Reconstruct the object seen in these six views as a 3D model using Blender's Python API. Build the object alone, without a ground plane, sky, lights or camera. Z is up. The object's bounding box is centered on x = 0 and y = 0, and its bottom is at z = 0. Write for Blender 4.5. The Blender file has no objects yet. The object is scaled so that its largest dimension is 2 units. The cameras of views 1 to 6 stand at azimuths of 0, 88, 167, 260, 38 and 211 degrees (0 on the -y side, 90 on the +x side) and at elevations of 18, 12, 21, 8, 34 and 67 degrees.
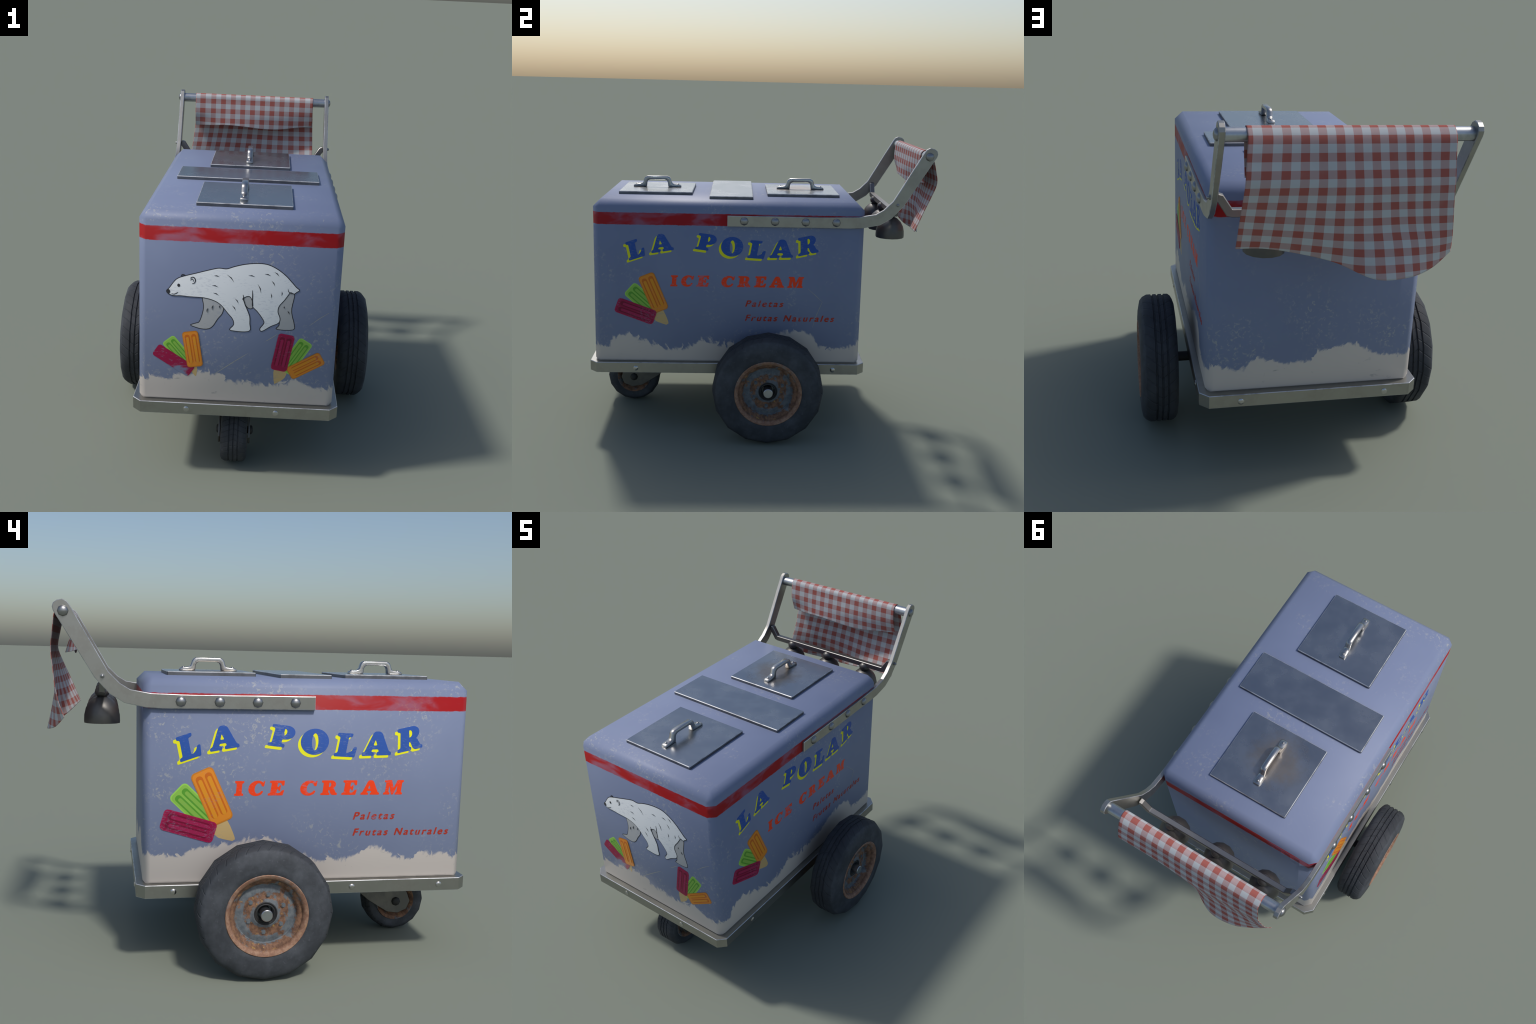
# Ice cream push cart: painted cold box on a metal tray, two big wheels, one castor,
# strap handle with a rod, bell bar and a checked cloth over the rod.
import bpy, bmesh, math
from math import pi, sin, cos, radians
from mathutils import Vector, Matrix

CX, CY = -0.0155, -0.2005            # middle of the box in plan
HX, HY = 0.4690, 0.7675              # half width, half length of the box
Z_BOX0, Z_TOP = 0.400, 1.3500
SCN = bpy.context.scene.collection


# ------------------------------------------------------------------ node help
class Nodes:
    def __init__(self, name):
        self.mat = bpy.data.materials.new(name)
        self.mat.use_nodes = True
        self.t = self.mat.node_tree
        self.t.nodes.clear()
        self.out = self.t.nodes.new("ShaderNodeOutputMaterial")
        self.bsdf = self.t.nodes.new("ShaderNodeBsdfPrincipled")
        self.t.links.new(self.bsdf.outputs[0], self.out.inputs[0])
        self.tc = self.t.nodes.new("ShaderNodeTexCoord")

    def put(self, sock, val):
        if isinstance(val, bpy.types.NodeSocket):
            self.t.links.new(val, sock)
        elif isinstance(val, tuple) and len(val) == 3 and sock.type == "RGBA":
            sock.default_value = (*val, 1)
        else:
            sock.default_value = val

    def obj(self):
        return self.tc.outputs["Object"]

    def uv(self):
        return self.tc.outputs["UV"]

    def mapping(self, vec, scale=(1, 1, 1), rot=(0, 0, 0), loc=(0, 0, 0)):
        n = self.t.nodes.new("ShaderNodeMapping")
        self.put(n.inputs[0], vec)
        n.inputs[1].default_value, n.inputs[2].default_value, n.inputs[3].default_value = loc, rot, scale
        return n.outputs[0]

    def noise(self, vec, scale, detail=4, rough=0.55, dist=0.0):
        n = self.t.nodes.new("ShaderNodeTexNoise")
        self.put(n.inputs["Vector"], vec)
        n.inputs["Scale"].default_value = scale
        n.inputs["Detail"].default_value = detail
        n.inputs["Roughness"].default_value = rough
        n.inputs["Distortion"].default_value = dist
        return n.outputs[0]

    def m(self, op, a, b=0.0, c=0.0, clamp=False):
        n = self.t.nodes.new("ShaderNodeMath")
        n.operation, n.use_clamp = op, clamp
        for i, v in enumerate((a, b, c)):
            self.put(n.inputs[i], v)
        return n.outputs[0]

    def step(self, val, lo, hi, a=0.0, b=1.0):
        n = self.t.nodes.new("ShaderNodeMapRange")
        n.interpolation_type = "SMOOTHSTEP"
        for i, v in enumerate((val, lo, hi, a, b)):
            self.put(n.inputs[i], v)
        return n.outputs[0]

    def xyz(self, vec):
        n = self.t.nodes.new("ShaderNodeSeparateXYZ")
        self.put(n.inputs[0], vec)
        return n.outputs

    def join(self, x, y, z):
        n = self.t.nodes.new("ShaderNodeCombineXYZ")
        for i, v in enumerate((x, y, z)):
            self.put(n.inputs[i], v)
        return n.outputs[0]

    def mix(self, fac, a, b):
        n = self.t.nodes.new("ShaderNodeMix")
        n.data_type = "RGBA"
        self.put(n.inputs[0], fac)
        self.put(n.inputs[6], a)
        self.put(n.inputs[7], b)
        return n.outputs[2]

    def curve(self, val, pts):
        n = self.t.nodes.new("ShaderNodeFloatCurve")
        c = n.mapping.curves[0]
        c.points[0].location, c.points[1].location = pts[0], pts[-1]
        for p in pts[1:-1]:
            c.points.new(*p)
        n.mapping.update()
        self.put(n.inputs["Value"], val)
        return n.outputs[0]

    def bump(self, height, strength=0.3, dist=0.01):
        n = self.t.nodes.new("ShaderNodeBump")
        n.inputs["Strength"].default_value = strength
        n.inputs["Distance"].default_value = dist
        self.put(n.inputs["Height"], height)
        self.t.links.new(n.outputs[0], self.bsdf.inputs["Normal"])

    def set(self, **kw):
        names = dict(color="Base Color", rough="Roughness", metal="Metallic", spec="Specular IOR Level", coat="Coat Weight", sheen="Sheen Weight")
        for k, v in kw.items():
            self.put(self.bsdf.inputs[names[k]], v)
        return self.mat


BLUE = (0.200, 0.240, 0.370)


def blue_paint(n):
    """Blue paint with soft cloudiness and chips that show the grey primer."""
    p = n.obj()
    cloud = n.noise(p, 2.2, 3)
    col = n.mix(n.step(cloud, 0.3, 0.7), (BLUE[0] * 0.96, BLUE[1] * 0.96, BLUE[2] * 0.97), (BLUE[0] * 1.04, BLUE[1] * 1.04, BLUE[2] * 1.03))
    where = n.step(n.noise(n.mapping(p, loc=(3.1, 1.7, 0.4)), 3.4, 2), 0.47, 0.70)
    for spot, size in (((0.36, -0.968, 0.71), 0.17), ((0.33, 0.567, 0.63), 0.20), ((-0.02, 0.567, 0.74), 0.16), ((-0.484, 0.06, 1.12), 0.20), ((-0.484, 0.46, 1.14), 0.16), ((0.453, 0.22, 1.14), 0.18)):
        vd = n.t.nodes.new("ShaderNodeVectorMath")
        vd.operation = "DISTANCE"
        n.put(vd.inputs[0], p)
        vd.inputs[1].default_value = spot
        where = n.m("MAXIMUM", where, n.step(vd.outputs["Value"], size * 0.3, size, 1.0, 0.0))
    chip = n.step(n.noise(n.mapping(p, loc=(7, 2, 5)), 52, 6, 0.66, 0.8), 0.545, 0.64)
    fleck = n.step(n.noise(p, 95, 3, 0.6), 0.70, 0.76)
    wear = n.m("MULTIPLY", n.m("MAXIMUM", n.m("MULTIPLY", chip, where), n.m("MULTIPLY", fleck, 0.4)), 0.55)
    return n.mix(wear, col, (0.46, 0.46, 0.42))


def mat_box():
    n = Nodes("cold_box_paint")
    p = n.obj()
    x, y, z = n.xyz(p)
    col = blue_paint(n)
    dx = n.m("SUBTRACT", x, CX)
    dy = n.m("SUBTRACT", y, CY)
    fx = n.m("SUBTRACT", n.m("ABSOLUTE", dx), HX)
    fy = n.m("SUBTRACT", n.m("ABSOLUTE", dy), HY)
    is_side = n.m("GREATER_THAN", fx, fy)
    # red band under the rim, brushed on and partly worn away
    streak = n.noise(n.mapping(p, scale=(5, 5, 11), rot=(0.5, 0.5, 0)), 1.3, 3, 0.5, 0.5)
    edge = n.m("MULTIPLY", n.m("SUBTRACT", n.noise(p, 40, 3), 0.5), 0.008)
    zb = n.m("ADD", z, edge)
    band = n.m("MULTIPLY", n.step(zb, 1.209, 1.213), n.step(zb, 1.277, 1.282, 1.0, 0.0))
    fade = n.step(streak, 0.40, 0.72, 1.0, 0.62)
    col = n.mix(n.m("MULTIPLY", band, fade), col, (0.36, 0.004, 0.006))
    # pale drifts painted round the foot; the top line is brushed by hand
    def height(pos, lo, hi, pts):
        t = n.m("DIVIDE", n.m("SUBTRACT", pos, lo), hi - lo, clamp=True)
        c = n.curve(t, [((a - lo) / (hi - lo), (h - 0.45) / 0.2) for a, h in pts])
        return n.m("ADD", n.m("MULTIPLY", c, 0.2), 0.45)
    front = height(x, -0.479, 0.448, [(-0.479, 0.530), (-0.446, 0.508), (-0.413, 0.528), (-0.346, 0.520), (-0.280, 0.550), (-0.192, 0.560), (-0.100, 0.542), (-0.014, 0.515), (0.029, 0.528), (0.085, 0.513), (0.217, 0.521), (0.271, 0.543), (0.328, 0.522), (0.400, 0.499), (0.448, 0.533)])
    back = height(x, -0.479, 0.448, [(-0.479, 0.536), (-0.402, 0.540), (-0.335, 0.545), (-0.253, 0.585), (-0.186, 0.603), (-0.122, 0.596), (-0.047, 0.571), (0.009, 0.540), (0.091, 0.536), (0.211, 0.563), (0.260, 0.547), (0.296, 0.516), (0.363, 0.517), (0.412, 0.540), (0.448, 0.536)])
    right = height(y, -0.968, 0.567, [(-0.968, 0.520), (-0.910, 0.494), (-0.863, 0.533), (-0.790, 0.563), (-0.716, 0.543), (-0.608, 0.504), (-0.493, 0.482), (-0.391, 0.518), (-0.346, 0.533), (-0.230, 0.510), (-0.050, 0.540), (0.110, 0.588), (0.200, 0.600), (0.278, 0.582), (0.330, 0.515), (0.398, 0.492), (0.462, 0.503), (0.567, 0.532)])
    left = height(y, -0.968, 0.567, [(-0.968, 0.545), (-0.930, 0.506), (-0.886, 0.530), (-0.772, 0.522), (-0.697, 0.502), (-0.621, 0.518), (-0.567, 0.548), (-0.514, 0.560), (-0.456, 0.543), (-0.406, 0.508), (-0.245, 0.505), (-0.100, 0.575), (0.008, 0.609), (0.092, 0.604), (0.272, 0.576), (0.355, 0.566), (0.402, 0.541), (0.490, 0.541), (0.567, 0.550)])
    def pick(f, a, b):
        return n.m("ADD", n.m("MULTIPLY", b, f), n.m("MULTIPLY", a, n.m("SUBTRACT", 1.0, f)))
    hs = pick(n.m("GREATER_THAN", dx, 0.0), left, right)
    hf = pick(n.m("GREATER_THAN", dy, 0.0), front, back)
    h = pick(is_side, hf, hs)
    along = n.m("ADD", x, y)
    bristle = n.noise(n.mapping(n.join(n.m("ADD", x, n.m("MULTIPLY", z, 0.5)), n.m("ADD", y, n.m("MULTIPLY", z, 0.5)), z), scale=(38, 38, 10)), 1.0, 4, 0.62)
    lump = n.noise(p, 13, 4, 0.6)
    h = n.m("ADD", h, n.m("ADD", n.m("MULTIPLY", n.m("SUBTRACT", bristle, 0.5), 0.060), n.m("MULTIPLY", n.m("SUBTRACT", lump, 0.5), 0.030)))
    warp = n.noise(n.mapping(p, loc=(4, 4, 0)), 9, 3)
    tooth = n.m("FRACT", n.m("ADD", n.m("MULTIPLY", n.m("ADD", along, n.m("MULTIPLY", z, 0.55)), 15.0), n.m("MULTIPLY", warp, 4.0)))
    tooth = n.m("MULTIPLY", n.m("POWER", tooth, 1.6), n.step(n.noise(n.mapping(p, loc=(0, 9, 3)), 6, 2), 0.35, 0.65, 0.002, 0.030))
    h = n.m("ADD", h, n.m("SUBTRACT", tooth, 0.005))
    d = n.m("SUBTRACT", h, z)
    drift = n.step(d, -0.008, 0.010)
    scuff = n.step(n.noise(n.mapping(p, scale=(9, 9, 20), rot=(0.3, 0.6, 0.2)), 1.3, 6, 0.65, 0.4), 0.63, 0.72)
    cream = n.mix(n.m("MULTIPLY", scuff, 0.55), (0.640, 0.585, 0.550), (0.24, 0.245, 0.26))
    col = n.mix(drift, col, cream)
    n.bump(n.noise(p, 60, 3), 0.03, 0.004)
    return n.set(color=col, rough=0.50, spec=0.30)


def mat_mark(name, color, wear=0.35, size=26.0, tilt=0.6, second=None):
    """Sign paint, brushed on, worn through to the blue below in fine hatching."""
    n = Nodes(name)
    p = n.obj()
    hatch = n.noise(n.mapping(p, scale=(1.0, 1.0, 3.2), rot=(tilt, tilt, 0)), size * 1.7, 4, 0.65, 0.3)
    patch = n.noise(n.mapping(p, loc=(1, 4, 2)), 7, 3)
    worn = n.m("MULTIPLY", n.step(n.m("ADD", hatch, n.m("MULTIPLY", n.m("SUBTRACT", patch, 0.5), 0.6)), 0.55, 0.72), wear, clamp=True)
    c = color
    if second:
        c = n.mix(n.step(n.noise(p, 30, 4), 0.4, 0.6), color, second)
    return n.set(color=n.mix(worn, c, BLUE), rough=0.45, spec=0.3)


def mat_missing(name, color, lo, hi, zc, amount=1.0):
    """Sign paint of which a large flake has come off near one place."""
    n = Nodes(name)
    p = n.obj()
    x, y, z = n.xyz(p)
    dist = n.m("SQRT", n.m("ADD", n.m("POWER", n.m("MULTIPLY", n.m("SUBTRACT", x, zc[0]), 0.8), 2.0), n.m("POWER", n.m("SUBTRACT", z, zc[1]), 2.0)))
    ragged = n.m("ADD", dist, n.m("MULTIPLY", n.m("SUBTRACT", n.noise(n.mapping(p, scale=(1, 1, 2.6), rot=(0, 0.6, 0)), 24, 5, 0.65), 0.5), 0.10))
    gone = n.m("MULTIPLY", n.step(ragged, lo, hi, 1.0, 0.0), amount)
    hatch = n.m("MULTIPLY", n.step(n.noise(n.mapping(p, scale=(1, 1, 3)), 45, 4, 0.6), 0.56, 0.7), 0.45)
    return n.set(color=n.mix(n.m("MAXIMUM", gone, hatch), color, BLUE), rough=0.45, spec=0.3)


def mat_metal(name, color, rough, dirt=(0.30, 0.28, 0.25), dirt_amount=0.35, grain=70, metal=1.0):
    n = Nodes(name)
    p = n.obj()
    a = n.noise(p, 5, 5, 0.6)
    b = n.noise(p, grain, 4, 0.6)
    mask = n.m("MULTIPLY", n.step(n.m("ADD", n.m("MULTIPLY", a, 0.6), n.m("MULTIPLY", n.noise(n.mapping(p, loc=(2, 3, 1)), 19, 6, 0.68), 0.4)), 0.46, 0.62), dirt_amount)
    col = n.mix(mask, color, dirt)
    col = n.mix(n.m("MULTIPLY", n.step(b, 0.55, 0.75), 0.18), col, (min(1, color[0] * 1.35), min(1, color[1] * 1.35), min(1, color[2] * 1.35)))
    r = n.m("ADD", n.m("MULTIPLY", n.m("SUBTRACT", a, 0.5), 0.25), rough)
    n.bump(b, 0.04, 0.002)
    return n.set(color=col, rough=r, metal=metal)


def mat_lid(name, stain):
    n = Nodes(name)
    p = n.obj()
    x, y, z = n.xyz(p)
    a = n.noise(p, 6, 3, 0.55)
    fine = n.noise(p, 55, 5, 0.65)
    col = n.mix(n.step(a, 0.35, 0.7), (0.40, 0.412, 0.43), (0.47, 0.478, 0.485))
    scratch = n.step(n.noise(n.mapping(p, scale=(3, 40, 1), rot=(0, 0, 0.5)), 3, 3), 0.70, 0.76)
    col = n.mix(n.m("MULTIPLY", scratch, 0.3), col, (0.6, 0.61, 0.62))
    rough = n.m("ADD", n.m("MULTIPLY", a, 0.20), 0.16)
    metal = 1.0
    if stain:
        # brown tarnish spread round the grip
        d = n.m("SQRT", n.m("ADD", n.m("POWER", n.m("MULTIPLY", n.m("SUBTRACT", x, -0.04), 1.0), 2.0), n.m("POWER", n.m("SUBTRACT", y, 0.20), 2.0)))
        d = n.m("ADD", d, n.m("MULTIPLY", n.m("SUBTRACT", n.noise(p, 12, 6, 0.7), 0.5), 0.26))
        k = n.m("MULTIPLY", n.step(d, 0.05, 0.19, 1.0, 0.0), n.step(fine, 0.3, 0.6, 0.75, 1.0))
        col = n.mix(n.m("MULTIPLY", k, 0.75), col, (0.30, 0.255, 0.215))
        rough = n.m("ADD", rough, n.m("MULTIPLY", k, 0.16))
    return n.set(color=col, rough=rough, metal=metal)


def mat_rubber():
    n = Nodes("tyre_rubber")
    p = n.obj()
    x, y, z = n.xyz(p)
    ang = n.m("ARCTAN2", y, z)
    rad = n.m("SQRT", n.m("ADD", n.m("POWER", y, 2.0), n.m("POWER", z, 2.0)))
    dust = n.noise(p, 9, 5, 0.65)
    fine = n.noise(p, 80, 4, 0.6)
    col = n.mix(n.step(dust, 0.35, 0.75), (0.040, 0.045, 0.053), (0.078, 0.086, 0.100))
    col = n.mix(n.m("MULTIPLY", n.step(fine, 0.6, 0.75), 0.35), col, (0.14, 0.15, 0.17))
    slant = n.m("ADD", n.m("MULTIPLY", ang, 36 / (2 * pi)), n.m("MULTIPLY", n.m("ABSOLUTE", x), 14.0))
    saw = n.m("FRACT", slant)
    cut = n.m("MULTIPLY", n.step(saw, 0.0, 0.07), n.step(saw, 0.12, 0.19, 1.0, 0.0))
    return n, p, rad, col, fine, cut


def mat_tyre(name, tread_r):
    n, p, rad, col, fine, cut = mat_rubber()
    n.mat.name = name
    tread = n.step(rad, tread_r - 0.02, tread_r - 0.012)
    groove = n.m("MULTIPLY", cut, tread)
    col = n.mix(n.m("MULTIPLY", tread, 0.55), col, (0.030, 0.033, 0.038))
    hgt = n.m("SUBTRACT", n.m("MULTIPLY", fine, 0.08), groove)
    n.bump(hgt, 0.6, 0.005)
    return n.set(color=col, rough=0.72, spec=0.3)


def mat_rim():
    n = Nodes("rusted_rim_steel")
    p = n.obj()
    x, y, z = n.xyz(p)
    rad = n.m("SQRT", n.m("ADD", n.m("POWER", y, 2.0), n.m("POWER", z, 2.0)))
    a = n.noise(p, 16, 6, 0.7)
    b = n.noise(n.mapping(p, loc=(5, 1, 2)), 38, 6, 0.7)
    rust = n.mix(n.step(b, 0.35, 0.65), (0.105, 0.058, 0.040), (0.25, 0.135, 0.082))
    rust = n.mix(n.step(n.noise(p, 60, 4), 0.60, 0.72), rust, (0.36, 0.22, 0.07))
    paint = n.mix(n.step(b, 0.3, 0.7), (0.095, 0.112, 0.130), (0.165, 0.185, 0.20))
    ring = n.step(rad, 0.128, 0.152)                      # flange is all rust
    nutband = n.m("MULTIPLY", n.step(rad, 0.060, 0.075), n.step(rad, 0.098, 0.112, 1.0, 0.0))
    need = n.m("SUBTRACT", 0.57, n.m("ADD", n.m("MULTIPLY", ring, 0.16), n.m("MULTIPLY", nutband, 0.16)))
    k = n.step(a, n.m("SUBTRACT", need, 0.03), n.m("ADD", need, 0.05))
    col = n.mix(k, paint, rust)
    flange = n.step(rad, 0.163, 0.170)
    col = n.mix(n.m("MULTIPLY", flange, 0.55), col, n.mix(n.step(b, 0.4, 0.65), (0.33, 0.175, 0.115), (0.42, 0.28, 0.20)))
    n.bump(b, 0.25, 0.004)
    return n.set(color=col, rough=0.75, metal=0.0, spec=0.3)


def mat_cloth():
    n = Nodes("checked_cloth")
    u, v, _ = n.xyz(n.uv())
    def stripes(s):
        f = n.m("FRACT", s)
        return n.m("MULTIPLY", n.step(f, 0.0, 0.02), n.step(f, 0.5, 0.52, 1.0, 0.0))
    a, b = stripes(u), stripes(v)
    both = n.m("MULTIPLY", a, b)
    one = n.m("SUBTRACT", n.m("ADD", a, b), n.m("MULTIPLY", both, 2.0))
    weave = n.noise(n.mapping(n.uv(), scale=(60, 60, 1)), 1.0, 2)
    white, red = (0.54, 0.565, 0.585), (0.40, 0.125, 0.105)
    half = n.mix(n.step(weave, 0.40, 0.60, 0.32, 0.68), white, red)
    col = n.mix(one, white, half)
    col = n.mix(both, col, red)
    dirt = n.noise(n.obj(), 9, 4)
    col = n.mix(n.step(dirt, 0.5, 0.8, 0.0, 0.18), col, (0.42, 0.40, 0.38))
    n.bump(weave, 0.12, 0.002)
    mat = n.set(color=col, rough=0.9, spec=0.1)
    tr = n.t.nodes.new("ShaderNodeBsdfTranslucent")
    n.put(tr.inputs[0], col)
    mx = n.t.nodes.new("ShaderNodeMixShader")
    mx.inputs[0].default_value = 0.10
    n.t.links.new(n.bsdf.outputs[0], mx.inputs[1])
    n.t.links.new(tr.outputs[0], mx.inputs[2])
    n.t.links.new(mx.outputs[0], n.out.inputs[0])
    return mat


M = {}
M["box"] = mat_box()
M["steel"] = mat_metal("galvanised_steel", (0.40, 0.40, 0.38), 0.40)
M["tray"] = mat_metal("tray_steel", (0.38, 0.38, 0.355), 0.38)
M["lid"] = mat_lid("lid_steel", False)
M["lid_stained"] = mat_lid("stained_lid_steel", True)
M["chrome"] = mat_metal("worn_bright_metal", (0.52, 0.515, 0.50), 0.27, (0.26, 0.23, 0.20), 0.35)
M["bolt"] = mat_metal("bolt_metal", (0.33, 0.335, 0.345), 0.38)
M["rod"] = mat_metal("rod_metal", (0.50, 0.52, 0.54), 0.36, (0.20, 0.22, 0.26), 0.5, 40)
M["bell"] = mat_metal("blackened_bell_metal", (0.115, 0.113, 0.11), 0.45, (0.16, 0.148, 0.135), 0.4, metal=0.7)
M["bar"] = mat_metal("dark_bar_metal", (0.26, 0.26, 0.26), 0.42)
M["dark"] = mat_metal("black_iron", (0.03, 0.031, 0.033), 0.6, (0.05, 0.045, 0.04), 0.4, metal=0.3)
M["fork"] = mat_metal("castor_steel", (0.15, 0.15, 0.145), 0.5)
M["tyre"] = mat_tyre("tyre_rubber", 0.311)
M["tyre_small"] = mat_tyre("castor_tyre_rubber", 0.16)
M["rim"] = mat_rim()
M["cloth"] = mat_cloth()
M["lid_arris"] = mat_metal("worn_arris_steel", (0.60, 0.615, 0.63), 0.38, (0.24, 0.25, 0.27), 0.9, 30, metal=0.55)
M["lid_side"] = mat_metal("dark_side_steel", (0.20, 0.205, 0.21), 0.5, (0.10, 0.10, 0.10), 0.5)


# ------------------------------------------------------------------ mesh help
def add(name, mesh, mat=None, parent=None, smooth=None):
    o = bpy.data.objects.new(name, mesh)
    SCN.objects.link(o)
    if mat and not mesh.materials:
        mesh.materials.append(mat)
    if parent:
        o.parent = parent
    if smooth is not None:
        shade(mesh, smooth)
    return o


def shade(mesh, degrees):
    mesh.shade_smooth()
    if degrees < 180:
        mesh.set_sharp_from_angle(angle=radians(degrees))


def from_bm(bm, name):
    bmesh.ops.recalc_face_normals(bm, faces=bm.faces)
    me = bpy.data.meshes.new(name)
    bm.to_mesh(me)
    bm.free()
    return me


def box_bm(x0, x1, y0, y1, z0, z1):
    bm = bmesh.new()
    bmesh.ops.create_cube(bm, size=1)
    for v in bm.verts:
        v.co = ((x0 + x1) / 2 + v.co.x * (x1 - x0), (y0 + y1) / 2 + v.co.y * (y1 - y0), (z0 + z1) / 2 + v.co.z * (z1 - z0))
    return bm


def bevel_edges(bm, test, width, seg=1, profile=0.5):
    es = [e for e in bm.edges if test(e)]
    bmesh.ops.bevel(bm, geom=es, offset=width, segments=seg, profile=profile, affect="EDGES")


def prism(outline, axis_lo, axis_hi, bev=0.0, seg=1, holes=()):
    """Outline in (y, z), pushed along x."""
    bm = bmesh.new()
    vs = [bm.verts.new((axis_lo, y, z)) for y, z in outline]
    f = bm.faces.new(vs)
    r = bmesh.ops.extrude_face_region(bm, geom=[f])
    for v in r["geom"]:
        if isinstance(v, bmesh.types.BMVert):
            v.co.x = axis_hi
    if bev:
        caps = [e for e in bm.edges if abs(e.verts[0].co.x - e.verts[1].co.x) < 1e-6]
        bmesh.ops.bevel(bm, geom=caps, offset=bev, segments=seg, profile=0.5, affect="EDGES")
    return bm


def lathe(profile, seg, axis="x", closed=False):
    """profile: list of (radius, height along axis)."""
    bm = bmesh.new()
    rings = []
    for r, h in profile:
        if r < 1e-6:
            p = (h, 0, 0) if axis == "x" else (0, 0, h)
            rings.append([bm.verts.new(p)])
            continue
        ring = []
        for i in range(seg):
            a = 2 * pi * i / seg
            if axis == "x":
                ring.append(bm.verts.new((h, r * sin(a), r * cos(a))))
            else:
                ring.append(bm.verts.new((r * cos(a), r * sin(a), h)))
        rings.append(ring)
    pairs = list(zip(rings[:-1], rings[1:]))
    if closed:
        pairs.append((rings[-1], rings[0]))
    for A, B in pairs:
        for i in range(seg):
            j = (i + 1) % seg
            if len(A) == 1 and len(B) == 1:
                continue
            if len(A) == 1:
                bm.faces.new((A[0], B[i], B[j]))
            elif len(B) == 1:
                bm.faces.new((A[i], A[j], B[0]))
            else:
                bm.faces.new((A[i], A[j], B[j], B[i]))
    return bm


def repeat(src, places, rot=None):
    """Copies of one object that share its mesh; the first place moves src itself."""
    out = []
    for i, loc in enumerate(places):
        o = src if i == 0 else src.copy()
        if i:
            SCN.objects.link(o)
        o.location = loc
        if rot:
            o.rotation_euler = rot(i) if callable(rot) else rot
        out.append(o)
    return out


# ------------------------------------------------------------------ the thing
cart = bpy.data.objects.new("ice_cream_cart", None)
SCN.objects.link(cart)
cart["label"] = "blue painted ice cream push cart with bells and checked cloth"
cart["category"] = "food cart"

# cold box: every edge has one wide chamfer and the whole skin is shaded as one soft form
CV, CT, CB = 0.034, 0.042, 0.018     # chamfer at upright edges, rim, foot


def corner(sx, sy, sz):
    """The three points at one corner: on the x face, on the y face, on the z face."""
    c, zz = (CT, Z_TOP) if sz > 0 else (CB, Z_BOX0)
    zi = zz - sz * c
    return ((CX + sx * HX, CY + sy * (HY - CV), zi), (CX + sx * (HX - CV), CY + sy * HY, zi), (CX + sx * (HX - c), CY + sy * (HY - c), zz))


PANEL = {}                           # flat face name -> its corner points and soft normals


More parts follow.
